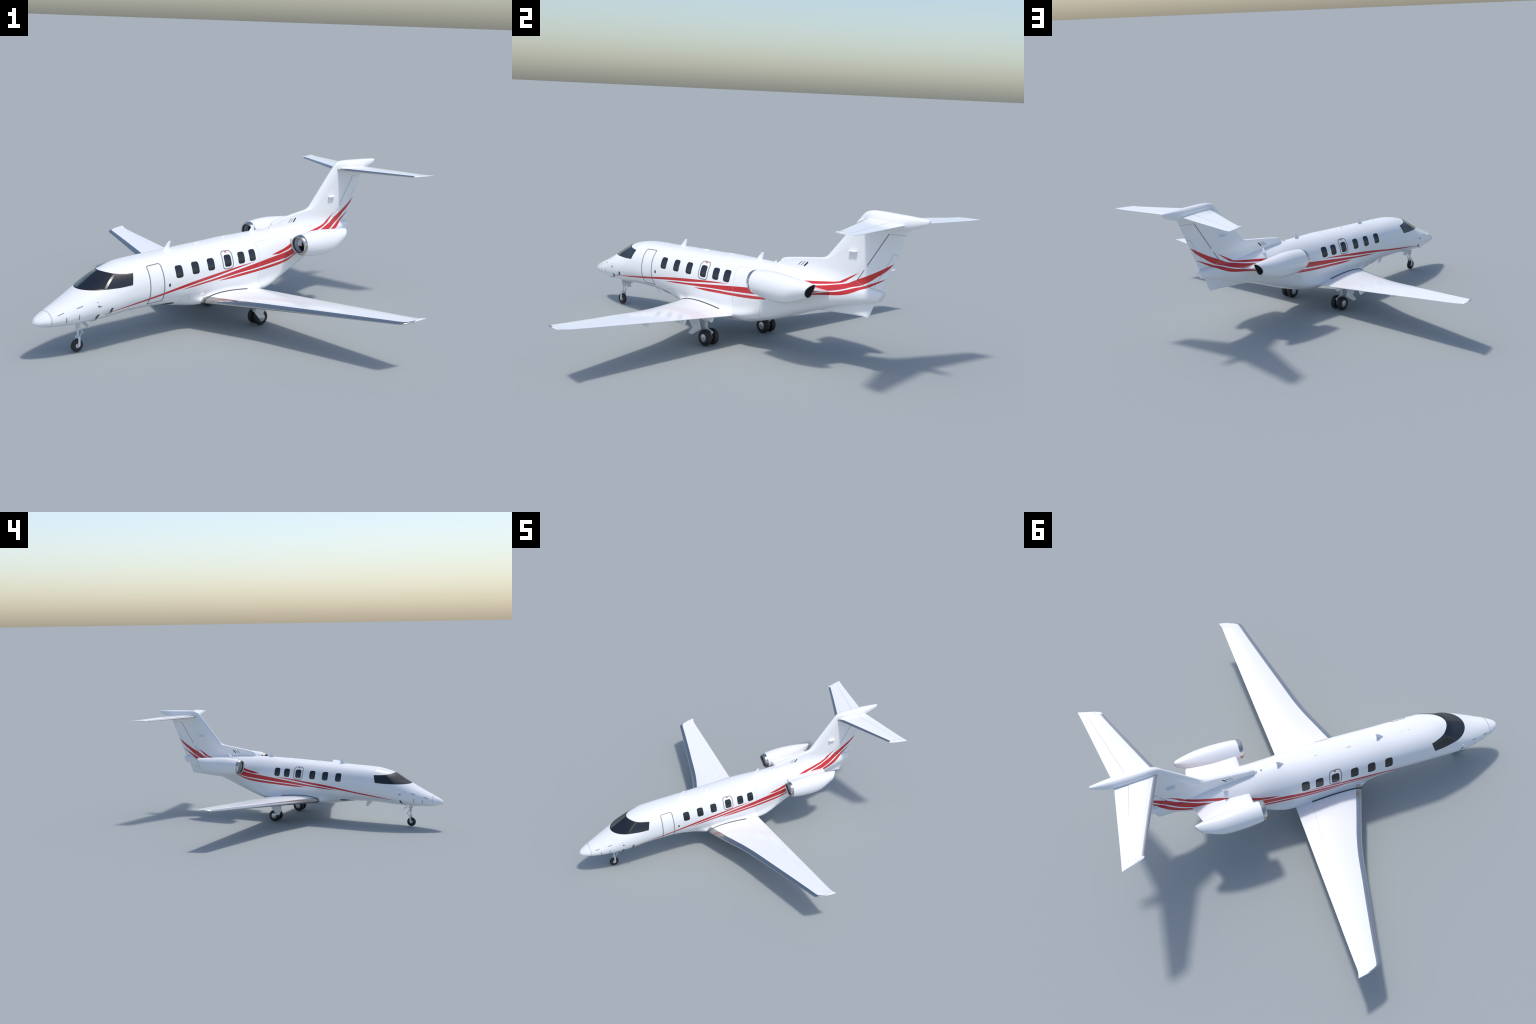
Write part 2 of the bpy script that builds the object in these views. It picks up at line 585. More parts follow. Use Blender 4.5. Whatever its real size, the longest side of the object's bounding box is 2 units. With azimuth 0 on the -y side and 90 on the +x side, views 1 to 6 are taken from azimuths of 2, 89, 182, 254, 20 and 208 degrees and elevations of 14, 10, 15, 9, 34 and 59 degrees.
# cargo door (left) and small service panels
B = Builder()
cargo = run((-.010, .4095), (-.098, .4072), 14) + run((-.098, .4072), (-.0965, .300), 18) + run((-.0965, .300), (-.094, .200), 16) + run((-.094, .200), (-.070, .168), 6) + [(-.068, .166)]
surface_ring("", cargo, 1, .0011, .0003, None, closed=False, builder=B)
aft_line = run((.088, .3000), (.0885, .2450), 10) + run((.0885, .2450), (.070, .180), 12) + [(.069, .179)]
surface_ring("", aft_line, 1, .0013, .0003, None, closed=False, builder=B)
B.make("cargo_door_seam", M_FAINT, FUSELAGE)  # strips drawn for the faint shading along the panel step
for side in (1, -1):
    B = Builder()
    ol = run((-.560, .174), (-.5652, .2104), 6) + run((-.5652, .2104), (-.6189, .2022), 8) + run((-.6189, .2022), (-.6114, .172), 6) + [(-.6114, .170)]
    surface_ring("", ol, side, .0009, .0003, None, closed=False, builder=B)
    B.make("service_panel_seam", M_SEAM, FUSELAGE)

# intake recess ahead of the wing fairing
for side in (1, -1):
    o = [(-.735, .1665), (-.700, .1705), (-.670, .1740), (-.645, .1735), (-.6365, .1690), (-.640, .1625), (-.655, .1590), (-.690, .1620)]
    o = o if side > 0 else o
    make("belly_intake", *solid_patch(o, side, -.002, .0012, 4), M_DARKSEAL, FUSELAGE)

# --------------------------------------------------------------------------
# flight deck glazing
# --------------------------------------------------------------------------
S_SILL = min((abs(float(F_TOP(x)) - .3136), x) for x in np.arange(-1.18, -1.12, .0002))[1]
S_BROW = -1.031
W_LOW = pchip([S_SILL, -1.12, -1.06, -1.00, -.9205], [float(F_TOP(S_SILL)), .3136, .3136, .3140, .3185])
W_UP = pchip([S_BROW, -1.012, -.990, -.961, -.928, -.904], [float(F_TOP(S_BROW)), .3787, .3740, .3714, .3708, .3700])


def glaze(t, v):
    """t: -1 right aft edge .. 0 centre .. 1 left aft edge; v: 0 sill .. 1 brow"""
    a = abs(t)
    s0 = lerp(S_SILL, -.9205, a ** 1.7)
    s1 = lerp(S_BROW, -.9040, a ** 1.35)
    th0 = th_of(s0, min(float(W_LOW(s0)), float(F_TOP(s0)))) if a > 1e-6 else 0.0
    th1 = th_of(s1, min(float(W_UP(s1)), float(F_TOP(s1)))) if a > 1e-6 else 0.0
    return lerp(s0, s1, v), math.copysign(lerp(th0, th1, v), t)


def glaze_panel(name, t0, t1, v0, v1, off, mat, nt=40, nv=14, parent=None):
    vs, fs = [], []
    for o in (off, -.003):
        for i in range(nt + 1):
            for j in range(nv + 1):
                v = lerp(v0, v1, j / nv)
                ta, tb = (t0(v), t1(v)) if callable(t0) else (t0, t1)
                s, th = glaze(lerp(ta, tb, i / nt), v)
                vs.append(fus_pt(s, th, o))
    m = (nt + 1) * (nv + 1)
    idx = lambda i, j, k=0: k * m + i * (nv + 1) + j
    for i in range(nt):
        for j in range(nv):
            fs.append((idx(i, j), idx(i + 1, j), idx(i + 1, j + 1), idx(i, j + 1)))
            fs.append((idx(i, j, 1), idx(i, j + 1, 1), idx(i + 1, j + 1, 1), idx(i + 1, j, 1)))
    for i in range(nt):
        for j in (0, nv):
            fs.append((idx(i, j), idx(i + 1, j), idx(i + 1, j, 1), idx(i, j, 1)))
    for j in range(nv):
        for i in (0, nt):
            fs.append((idx(i, j), idx(i, j + 1), idx(i, j + 1, 1), idx(i, j, 1)))
    ob = make(name, vs, fs, mat, parent or FUSELAGE)
    if callable(t0):
        # panes are nearly flat sheets: keep only part of the hull curvature in their shading
        def nrm(i, j):
            v = lerp(v0, v1, j / nv)
            s, th = glaze(lerp(t0(v), t1(v), (.80 + (i / nt - .5) * .2) if name == 'side_window' else .45 + (i / nt - .5) * .45), v)
            d = fus_pt(s, th, .001) - fus_pt(s, th)
            return Vector(co(d / np.linalg.norm(d)))
        grid = [nrm(i, j) for i in range(nt + 1) for j in range(nv + 1)]
        ln = []
        for p in ob.data.polygons:
            top = all(ix < m for ix in p.vertices)
            for ix in p.vertices:
                ln.append(grid[ix] if top else p.normal.copy())
        ob.data.normals_split_custom_set(ln)
    return ob


FRAME = glaze_panel("windshield_frame", -1, 1, 0, 1, .0006, M_BLACK, 120, 14)
for sg in (1, -1):
    post = lambda v: lerp(.580, .480, v)
    glaze_panel("windshield_pane", lambda v: sg * .012, lambda v: sg * (post(v) - .016), .05, .95, .0012, M_GLASS, 50, 14, FRAME)
    glaze_panel("side_window", lambda v: sg * (post(v) + .016), lambda v: sg * .975, .06, .94, .0012, M_GLASS, 30, 14, FRAME)
    q = [glaze(sg * post(v), v) for v in spread(.04, .96, 14)]
    ribbon("windshield_post", [fus_pt(*a, .0006) for a in q], [fus_pt(*a, .0018) for a in q], .0130, M_POST, FRAME)

# --------------------------------------------------------------------------
# nose probes and ports
# --------------------------------------------------------------------------
for side in (1, -1):
    B = Builder()
    for (a, b) in (((-1.2629, .2304), (-1.2918, .2198)), ((-1.1783, .2539), (-1.2062, .2455)),
                   ((-1.2566, .2090), (-1.2550, .1830)), ((-1.1985, .2170), (-1.1980, .1910))):
        surface_ring("", run(a, b, 5) + [b], side, .0044, .0006, None, closed=False, builder=B)
    B.make("nose_vent_slot", M_SEAL, FUSELAGE)
    spots = [(-1.106, .194)] + ([(-1.036, .217)] if side > 0 else [])
    for s0, z0 in spots:
        B = Builder()
        tip = side_pt(s0 - .004, z0 - .008, side, .009)
        B.add(*solid_patch([(s0 - .0075, z0 - .0095), (s0 + .0035, z0 - .0095), (s0 + .0075, z0 + .0085), (s0 - .0025, z0 + .0085)], side, -.001, .0022, 2))
        B.plate([side_pt(s0 + .003, z0 - .004, side), side_pt(s0 - .006, z0 - .008, side), tip + [-.008, 0, -.002], tip + [0, 0, .002]], .003)
        B.tube(tip + [-.004, 0, -.002], tip + [-.036, 0, -.004], .0014, .0008, 10)
        B.make("pitot_probe", M_DARKSEAL, FUSELAGE)
    B = Builder()
    b0 = side_pt(-1.1063, .2458, side)
    B.tube(b0, side_pt(-1.1063, .2458, side, .003), .0035, .003, 16)
    B.plate([b0 + [0, side * .002, .001], b0 + [.014, side * .006, -.002], b0 + [.014, side * .004, -.003], b0 + [0, side * .002, -.002]], .0012)
    B.make("angle_vane", M_DARKSEAL, FUSELAGE)
    b0 = side_pt(-1.108, .267, side)
    Builder().lathe(b0, [(0, -.004), (.0045, -.002), (.0052, 0), (.0045, .002), (0, .004)], 16).make("nose_probe_dome", M_WHITE, FUSELAGE)

# --------------------------------------------------------------------------
# lifting surfaces
# --------------------------------------------------------------------------
def half_thick(c, t):
    return 5 * t * (.2969 * math.sqrt(max(c, 0)) - .1260 * c - .3516 * c * c + .2843 * c ** 3 - .1000 * c ** 4)


class Surface:
    """tapered aerofoil surface; stations: (l, s_le, s_te, z_le, z_te, thickness ratio, camber)"""
    def __init__(self, st, side):
        cols = list(zip(*st))
        self.f = [pchip(cols[0], c) for c in cols[1:]]
        self.side = side

    def pt(self, l, c, sgn):
        a, b, za, zb, t, m = [float(f(l)) for f in self.f]
        ch = b - a
        z = za + (zb - za) * c + ch * (m * 4 * c * (1 - c) + sgn * (half_thick(c, t) + .0006 / ch * c))
        return np.array([a + ch * c - .0018, l * self.side, z])

    def piece(self, ls, c0, c1, n=24, builder=None):
        B = builder or Builder()
        rings = []
        for l in ls:
            a = c0(l) if callable(c0) else c0
            b = c1(l) if callable(c1) else c1
            cs = [a + (b - a) * (1 - math.cos(math.pi * i / n)) / 2 if a < 1e-6 else a + (b - a) * i / n for i in range(n + 1)]
            if a < 1e-6:
                cs = [b * (i / n) ** 2 for i in range(n + 1)]
            ring = [self.pt(l, c, 1) for c in cs] + [self.pt(l, c, -1) for c in (reversed(cs) if a > 1e-6 else list(reversed(cs))[:-1])]
            rings.append(ring)
        return B.loft(rings)


WING = [  # l, s_le, s_te, z_le, z_te, t/c, camber
    (.060, -.512, -.0905, .1550, .1520, .138, .008),
    (.140, -.482, -.0870, .1590, .1590, .134, .008),
    (.220, -.4515, -.0846, .1630, .1657, .128, .010),
    (.340, -.4040, -.0809, .1705, .1762, .124, .011),
    (.420, -.3720, -.0785, .1765, .1835, .121, .012),
    (.520, -.3385, -.0754, .1842, .1918, .119, .012),
    (.700, -.2925, -.0699, .2012, .2080, .116, .012),
    (.900, -.2420, -.0638, .2198, .2265, .114, .011),
    (1.080, -.1975, -.0583, .2372, .2425, .110, .008),
    (1.146, -.1812, -.0563, .2440, .2497, .108, .006),
    (1.160, -.1755, -.0550, .2458, .2520, .104, .005),
    (1.172, -.1560, -.0525, .2487, .2545, .098, .004),
    (1.184, -.1180, -.0485, .2530, .2570, .092, .003),
    (1.191, -.0860, -.0458, .2560, .2583, .090, .002),
    (1.1968, -.0500, -.0433, .2590, .2592, .120, 0),
]
C_FLAP = .76
L_FLAP = (.175, .800)
L_AIL = (.8003, 1.085)


def boot(l):
    chord = 1.0
    w = float(pchip([.06, .14, .45, 1.15, 1.1968], [.038, .037, .032, .022, .02])(l))
    a, b = float(WF[0](l)), float(WF[1](l))
    return min(w / (b - a), .5)


for side in (1, -1):
    W = Surface(WING, side)
    WF = W.f
    span = spread(.06, .175, 8) + spread(.19, .80, 44)[0:] + spread(.815, 1.14, 24) + [1.146, 1.152, 1.157, 1.162, 1.167, 1.172, 1.178, 1.184, 1.189, 1.193, 1.1955, 1.1968]
    WOB = W.piece(span, boot, C_FLAP, 26).make("wing", M_WHITE)
    W.piece(span[:-4], 0.0, lambda l: boot(l) - .0004, 12).make("wing_leading_edge", M_CHROME, WOB, 60)
    W.piece(span[-5:], 0.0, lambda l: boot(l) - .0004, 12).make("wing_tip_cap", M_WHITE, WOB, 60)
    g = .0007
    W.piece(spread(.06, L_FLAP[0] - g, 6), C_FLAP + .001, 1.0, 8).make("wing_root_fillet", M_WHITE, WOB)
    W.piece(spread(L_FLAP[0], L_FLAP[1] - g, 30), lambda l: C_FLAP + .0016, 1.0, 8).make("flap", M_WHITE, WOB)
    W.piece(spread(L_AIL[0], L_AIL[1] - g, 16), lambda l: C_FLAP + .0020, 1.0, 8).make("aileron", M_WHITE, WOB)
    W.piece(spread(L_AIL[1], 1.14, 4) + [1.150, 1.166, 1.178, 1.184, 1.189, 1.193, 1.1955, 1.1968], C_FLAP + .0005, 1.0, 8).make("wing_tip_trailing_edge", M_WHITE, WOB)
    # dark rubber seal where wing and fairing meet
    cs = [lerp(.84, 0, i / 40) for i in range(41)]
    up = [W.pt(.1385, c ** 1.6, 1) for c in cs] + [W.pt(.1385, c, -1) for c in (.004, .012, .03, .06, .1)]
    lift = [np.array([-.0016 if c < .10 else 0, .0010 * side, .0016 if c > .06 else .0004]) for c in cs] + [np.array([-.0014, .0010 * side, -.0006])] * 5
    ribbon("wing_root_seal", up, [p + d for p, d in zip(up, lift)], .0085, M_DARKSEAL, WOB)
    # flap track fairings: thin wedges under the trailing edge
    for (l0, zb, ln) in ((.268, .1415, .140), (.455, .1595, .125), (.690, .1868, .112)):
        p_te = W.pt(l0, .985, -1)
        B = Builder()
        rings = []
        for i in range(13):
            u = i / 12
            s = lerp(p_te[0] - ln, p_te[0] + .002, u)
            c = (s - float(WF[0](l0))) / float(WF[1](l0) - WF[0](l0))
            top = W.pt(l0, min(c, .99), 0)[2]
            low = W.pt(l0, min(c, .99), -1)[2]
            bot = lerp(low - .001, zb, u ** 1.05)
            hw = .0075 * min(1, .35 + 1.6 * u)
            sl = -.010 * u
            rings.append([(s, (l0 - hw) * side, top), (s + sl, (l0 - hw) * side, bot + .003), (s + sl, (l0 - hw * .4) * side, bot),
                          (s + sl, (l0 + hw * .4) * side, bot), (s + sl, (l0 + hw) * side, bot + .003), (s, (l0 + hw) * side, top)])
        B.loft(rings).make("flap_track_fairing", M_WHITE, WOB, 40)

TAIL = [  # l, s_le, s_te, z_le, z_te, t/c, camber
    (.004, .6120, .8410, .7300, .7335, .105, 0),
    (.030, .6230, .8455, .7300, .7335, .105, 0),
    (.420, .7890, .9070, .7305, .7328, .095, 0),
    (.435, .7950, .9095, .7312, .7332, .095, 0),
    (.446, .8010, .9112, .7322, .7336, .092, 0),
    (.455, .8200, .9128, .7332, .7341, .088, 0),
    (.470, .8700, .9152, .7347, .7350, .080, 0),
    (.4809, .9100, .9170, .7356, .7356, .100, 0),
]
for side in (1, -1):
    T = Surface(TAIL, side)
    def tboot(l, T=T):
        a, b = float(T.f[0](l)), float(T.f[1](l))
        return min(float(pchip([0, .03, .435], [.021, .021, .015])(l)) / (b - a), .45)
    sp = spread(.004, .430, 30) + [.435, .440, .446, .450, .455, .462, .470, .475, .4809]
    CE = .67
    HORN = (.842, .828)
    HOB = T.piece(sp, tboot, CE, 20).make("horizontal_stabilizer", M_WHITE)
    T.piece(spread(.004, .433, 30), 0.0, lambda l: tboot(l) - .0004, 10).make("stabilizer_leading_edge", M_CHROME, HOB, 60)
    T.piece([.4335, .440, .446, .450, .455, .462, .470, .475, .4809], 0.0, lambda l: tboot(l) - .0003, 10).make("stabilizer_tip", M_WHITE, HOB, 60)
    T.piece(spread(.036, .445, 24), CE + .009, 1.0, 8).make("elevator", M_WHITE, HOB)
    T.piece([.4455, .455, .462, .470, .475, .4809], CE + .002, 1.0, 8).make("elevator_horn", M_WHITE, HOB)
    T.piece(spread(.004, .0345, 3), CE + .001, 1.0, 8).make("stabilizer_root", M_WHITE, HOB)
    B = Builder()   # dark slot in front of the elevator
    T.piece(spread(.036, .4445, 24), CE - .004, CE + .02, 4, B)
    o = Builder()
    o.add([(p[0], p[1], lerp(p[2], .7330, .35)) for p in B.v], B.f)
    o.make("elevator_hinge_slot", M_SEAL, HOB)
    # horn balance notch near the tip
    pts = []
    for i in range(7):
        l = lerp(.433, .4610, i / 6)
        a, b = float(T.f[0](l)), float(T.f[1](l))
        pts.append(T.pt(l, (lerp(HORN[0], HORN[1], i / 6) - a) / (b - a), 1))
    ribbon("horn_gap", pts, [p + [0, 0, .0004] for p in pts], .0030, M_GAP, HOB)

# --------------------------------------------------------------------------
# vertical fin with dorsal fillet, rudder, tail fairing, ventral fin
# --------------------------------------------------------------------------
FIN_LE = pchip([.400, .4466, .4580, .4700, .4795, .4860, .4930, .5000, .5070, .5120, .5160, .5205, .5265, .5350, .5480, .5680, .6670, .7300, .7460],
               [.0960, .0985, .1020, .1095, .1270, .1560, .1980, .2440, .2940, .3300, .3580, .3790, .3935, .4045, .4165, .4345, .5215, .5780, .5920])


def fin_te(z):
    return .727 + .446 * (z - .4167)


def hinge(z):
    return .6476 + .667 * (z - .5263)


def fin_half(s, z):
    le = float(FIN_LE(z))
    d = max(s - le, 0.0)
    body = float(pchip([.09, .2, .32, .42, .52, .62, 1.0], [.0125, .0120, .0125, .0165, .0205, .0215, .0215])(s))
    body *= lerp(1.0, .82, min(max((z - .50) / .22, 0), 1))
    nose = float(pchip([.40, .50, .53, .60, .74], [.020, .030, .050, .075, .075])(z))
    k = min(d / nose, 1.0)
    h = body * math.sqrt(max(1 - (1 - k) ** 2, 0))
    te = fin_te(z)
    f0 = .56
    fle = float(FIN_LE(max(z, .545))) - max(.545 - z, 0) * .88
    x = (s - fle) / (te - fle)
    if x > f0:
        q = (x - f0) / (1 - f0)
        h = lerp(h, .0012, q ** 1.25)
    base = float(F_TOP(s))
    amp = float(pchip([.10, .22, .35, .50, .62, .72, .80], [.001, .005, .010, .013, .010, .004, 0])(s))
    h += amp * max(0, 1 - max(z - base + .01, 0) / .055) ** 2 * min(d / .03, 1)
    return h


def fin_pt(s, z, side, off=0.0):
    return np.array([s, side * (fin_half(s, z) + off), z])


Z_FIN = spread(.400, .4440, 8)[:-1] + spread(.4440, .525, 66)[:-1] + spread(.525, .685, 40)[:-1] + spread(.685, .745, 16)
Z_RUD = (.4440, .685)


def fin_grid(zs, first, last, n, cluster):
    rings = []
    for z in zs:
        a, b = first(z), last(z)
        ss = [a + (b - a) * ((i / n) ** cluster) for i in range(n + 1)]
        ring = [fin_pt(s, z, 1) for s in ss] + [fin_pt(s, z, -1) for s in reversed(ss[1:] if abs(fin_half(ss[0], z)) < 1e-6 else ss)]
        rings.append(ring)
    return rings


zr = [z for z in Z_FIN if Z_RUD[0] - 1e-6 <= z <= Z_RUD[1] + 1e-6]
FIN = Builder().loft(fin_grid(Z_FIN, lambda z: float(FIN_LE(z)), lambda z: min(hinge(z), fin_te(z) - .02), 60, 1.5)).make("vertical_fin", M_LIVERY, sharp=50)
GAPS = ((.5263, .6830), (.4458, .5010))


def rudder_nose(z):
    """the rudder stands clear of the fin except at its hinge bracket"""
    return hinge(z) + (.0056 if any(a <= z <= b for a, b in GAPS) else .0004)


RUD = Builder().loft(fin_grid(zr, rudder_nose, fin_te, 26, 1.0)).make("rudder", M_LIVERY, FIN, sharp=50)
Builder().loft(fin_grid([z for z in Z_FIN if z >= Z_RUD[1] - 1e-6], lambda z: min(hinge(z), fin_te(z) - .02), fin_te, 12, 1.0)).make("fin_tip_trailing_edge", M_LIVERY, FIN, sharp=50)
Builder().loft(fin_grid([z for z in Z_FIN if z <= Z_RUD[0] + 1e-6], lambda z: hinge(z), fin_te, 20, 1.0)).make("rudder_base_fairing", M_LIVERY, FIN, sharp=50)
for z0, z1 in GAPS:      # thin mid-grey plate on the fin's aft edge inside the gap
    rings = []
    for z in spread(z0, z1, 16):
        h, w = hinge(z), fin_half(hinge(z), z) - .0005
        rings.append([(h + .0002, w, z), (h + .0014, w, z), (h + .0014, -w, z), (h + .0002, -w, z)])
    Builder().loft(rings).make("rudder_hinge_gap", M_GAP, RUD)
for side in (1, -1):
    def fin_line(name, path, width, mat, parent):
        ribbon(name, [fin_pt(s, z, side) for s, z in path], [fin_pt(s, z, side, .0006) for s, z in path], width, mat, parent)
    fin_line("rudder_hinge_gap", [(hinge(.5263), .5263), (hinge(.5263) + .004, .5225), (hinge(.5263) + .012, .5190)], .0022, M_SEAM, RUD)
    fin_line("rudder_seam", [(.5935, .4458), (.602, .4400), (.612, .4350), (.625, .4305), (.645, .4265), (.670, .4235), (.700, .4200), (.726, .4180)], .0014, M_SEAM, RUD)
    fin_line("rudder_seam", [(hinge(.6830), .6830), (.790, .6845), (.842, .6865)], .0014, M_SEAM, RUD)
    fin_line("trim_tab_seam", [(lerp(.785, .6850, i / 14), lerp(.5976, .4215, i / 14)) for i in range(15)], .0011, M_SEAM, RUD)
    fin_line("trim_tab_seam", [(.785, .5976), (.795, .5935), (.804, .5895)], .0011, M_SEAM, RUD)
    # slanted cooling slots in the dorsal fillet
    for (s0, w) in ((.241, .0028), (.258, .0028), (.2785, .0085)):
        path = [(s0 + lerp(-.011, .0115, i / 6), lerp(.4605, .4825, i / 6)) for i in range(7)]
        fin_line("cooling_slot", path, w, M_BLACK, FIN)
    # small horizontal plate antenna standing out from the fin
    B = Builder()
    y = fin_half(.567, .579)
    B.loft([[(.5440, side * (y - .004), .5745), (.5440, side * (y + k), .5755), (.5440, side * (y + k), .5790), (.5440, side * (y - .004), .5800)] if e == 0 else
            [(.5910, side * (y - .004), .5770), (.5910, side * (y + k), .5780), (.5910, side * (y + k), .5815), (.5910, side * (y - .004), .5825)] for e, k in ((0, .0185), (1, .0185))])
    B.make("fin_antenna_plate", M_WHITE, FIN, bevel=.0008)

# fairing where fin and stabilizer meet, running aft to a blunt point
BUL = [  # s, z_top, z_bottom, half width
    (.5830, .7350, .7260, .0030), (.5950, .7490, .7150, .0085), (.6120, .7645, .7080, .0135), (.6350, .7740, .7040, .0190),
    (.6600, .7785, .7030, .0235), (.7000, .7795, .7030, .0275), (.7600, .7785, .7040, .0295), (.8200, .7770, .7070, .0285),
    (.8650, .7757, .7150, .0245), (.9000, .7740, .7275, .0190), (.9300, .7720, .7390, .0135), (.9480, .7708, .7465, .0095),
    (.9570, .7695, .7560, .0065), (.9590, .7675, .7620, .0030)]
bc = list(zip(*BUL))
bt, bb, bw = [pchip(bc[0], c) for c in bc[1:]]
rings = []
for s in spread(.583, .62, 14)[:-1] + spread(.62, .93, 60)[:-1] + spread(.93, .959, 16):
    zt, zb, w = float(bt(s)), float(bb(s)), float(bw(s))
    zc, h = (zt + zb) / 2, (zt - zb) / 2
    ring = []
    for k in range(48):
        a = 2 * math.pi * k / 48
        ring.append((s, w * math.copysign(abs(math.sin(a)) ** .8, math.sin(a)), zc + h * math.copysign(abs(math.cos(a)) ** .9, math.cos(a))))
    rings.append(ring)
Builder().loft(rings).make("tail_fairing", M_WHITE, sharp=60)

# ventral fin
rings = []
for i in range(13):
    v = i / 12
    le, te = lerp(.360, .652, v), lerp(.700, .6640, v)
    zl, zt_ = lerp(.2600, .2825, v), lerp(.372, .2823, v)
    ring = []
    cs = [0, .01, .03, .07, .15, .3, .5, .7, .85, 1]
    for sg in (1, -1):
        for c in (cs if sg > 0 else cs[-1:0:-1]):
            ring.append((lerp(le, te, c), sg * (.011 * lerp(1, .75, v)) * min(1, math.sqrt(c * 5)) * (1 if c < .55 else lerp(1, .12, (c - .55) / .45)), lerp(zl, zt_, c)))
    rings.append(ring)
Builder().loft(rings).make("ventral_fin", M_WHITE, sharp=60)

# --------------------------------------------------------------------------
# engines on stub pylons
# --------------------------------------------------------------------------
NAC = [  # s, z_top, z_bottom, centre l, half width
    (.1380, .4402, .3262, .2055, .0543), (.1500, .4430, .3230, .2061, .0558), (.1700, .4458, .3190, .2070, .0573), (.2000, .4485, .3148, .2080, .0584),
    (.2400, .4505, .3112, .2090, .0590), (.2800, .4505, .3102, .2098, .0590), (.3200, .4480, .3125, .2108, .0575), (.3600, .4448, .3195, .2122, .0535),
    (.4000, .4410, .3305, .2142, .0465), (.4350, .4375, .3430, .2162, .0368), (.4600, .4345, .3545, .2176, .0272), (.4815, .4315, .3655, .2185, .0182)]
nc = list(zip(*NAC))
n_t, n_b, n_c, n_w = [pchip(nc[0], c) for c in nc[1:]]


def nac_ring(s, side, shrink=1.0, n=64, s_shift=0.0):
    e = min(max((s - .34) / .1415, 0), 1)
    e = e * e * (3 - 2 * e)
    zt, zb, lc, w = [float(f(s)) for f in (n_t, n_b, n_c, n_w)]
    zc, h = (zt + zb) / 2, (zt - zb) / 2
    ring = []
    for k in range(n):
        a = 2 * math.pi * k / n
        ca, sa = math.cos(a), math.sin(a)
        y = (w * sa - e * (.0115 if ca > 0 else .005) * ca * ca) * shrink
        dz = h * ca * shrink
        # the exhaust mouth is cut obliquely: it faces aft, outboard and a little down
        ring.append((s + s_shift + e * (.38 * dz - .53 * y), (lc + y) * side, zc + dz))
    return ring


INLET = np.array([.1165, .2042, .3832])


def lip_ring(r, ds, side, n=64, grow=0.0):
    """circle in the slightly scarfed inlet plane"""
    out = []
    for k in range(n):
        a = 2 * math.pi * k / n
        ca, sa = math.cos(a), math.sin(a)
        out.append((INLET[0] + ds - .0055 * ca * (1 - grow), (INLET[1] + .0040 * grow + r * sa) * side, INLET[2] + r * ca))
    return out


for side in (1, -1):
    rings = [nac_ring(s, side) for s in [.138, .142, .146, .150] + spread(.158, .480, 54) + [.4815]]
    # inner lip of the exhaust
    rings += [nac_ring(.4815, side, .94, s_shift=.0012), nac_ring(.4815, side, .91, s_shift=-.003), nac_ring(.465, side, .72)]
    ENG = Builder().loft(rings, caps=False).make("engine_nacelle", M_WHITE, sharp=50)
    # polished lip from the cowl round into the duct
    lip = [nac_ring(.1382, side)]
    for (r, ds, g) in ((.0558, .0150, .45), (.0544, .0090, .3), (.0526, .0042, .15), (.0503, .0012, .05), (.0480, .0000, 0), (.0458, .0008, 0), (.0440, .0035, 0), (.0432, .0090, 0)):
        lip.append(lip_ring(r, ds, side, grow=g))
    Builder().loft(lip, caps=False).make("inlet_lip", M_CHROME, ENG, 70)
    Builder().loft([lip_ring(.0432, .0090, side), lip_ring(.0428, .0100, side), lip_ring(.0426, .0170, side)], caps=False).make("inlet_duct_ring", M_DARKSEAL, ENG, 70)
    Builder().loft([lip_ring(.0426, .0170, side), lip_ring(.0430, .0300, side), lip_ring(.0434, .0440, side), lip_ring(.0434, .0540, side)], caps=False).make("inlet_duct", M_DUCT, ENG, 70)
    B = Builder()
    c = INLET * [1, side, 1] + [.0500, 0, 0]
    B.lathe(c, [(.0434, .001), (.030, .001), (.0135, .0005), (.011, -.006), (.006, -.013), (0, -.017)], 40, axis=0)
    B.make("fan", M_SOOT, ENG)
    # exhaust mouth
    B = Builder()
    r0 = nac_ring(.4815, side, .915, s_shift=-.0005)
    r1 = nac_ring(.4815, side, .60, s_shift=-.012)
    B.loft([r0, r1])
    B.make("exhaust_nozzle", M_SOOT, ENG, 40)
    B = Builder()
    B.loft([nac_ring(.4815, side, 1.006, s_shift=-.001), nac_ring(.4815, side, 1.0, s_shift=.0020), nac_ring(.4815, side, .92, s_shift=.0020), nac_ring(.4815, side, .91, s_shift=-.002)], caps=False)
    B.make("exhaust_rim", M_SEAL, ENG, 40)
    # pylon: thick blunt slab tapering to a thin trailing edge
    rings = []
    for i in range(9):
        v = i / 8
        l = lerp(.045, .190, v)
        le, te = lerp(.1640, .1590, v), lerp(.4850, .4430, v)
        zt0, zt1 = lerp(.3940, .4100, v), lerp(.3755, .3980, v)
        zb0, zb1 = lerp(.3560, .3680, v), lerp(.3735, .3910, v)
        up, lo = [], []
        for c in (0, .006, .02, .05, .12, .25, .4, .55, .7, .85, 1):
            s = lerp(le, te, c)
            rnd = math.sqrt(min(c / .03, 1.0)) if c < .03 else 1
            top, bot = lerp(zt0, zt1, c ** 1.3), lerp(zb0, zb1, c)
            mid = (top + bot) / 2
            up.append((s, l * side, mid + (top - mid) * lerp(.55, 1, rnd)))
            lo.append((s, l * side, mid - (mid - bot) * lerp(.55, 1, rnd)))
        rings.append(up + lo[::-1])
    Builder().loft(rings).make("engine_pylon", M_WHITE, ENG, sharp=40)

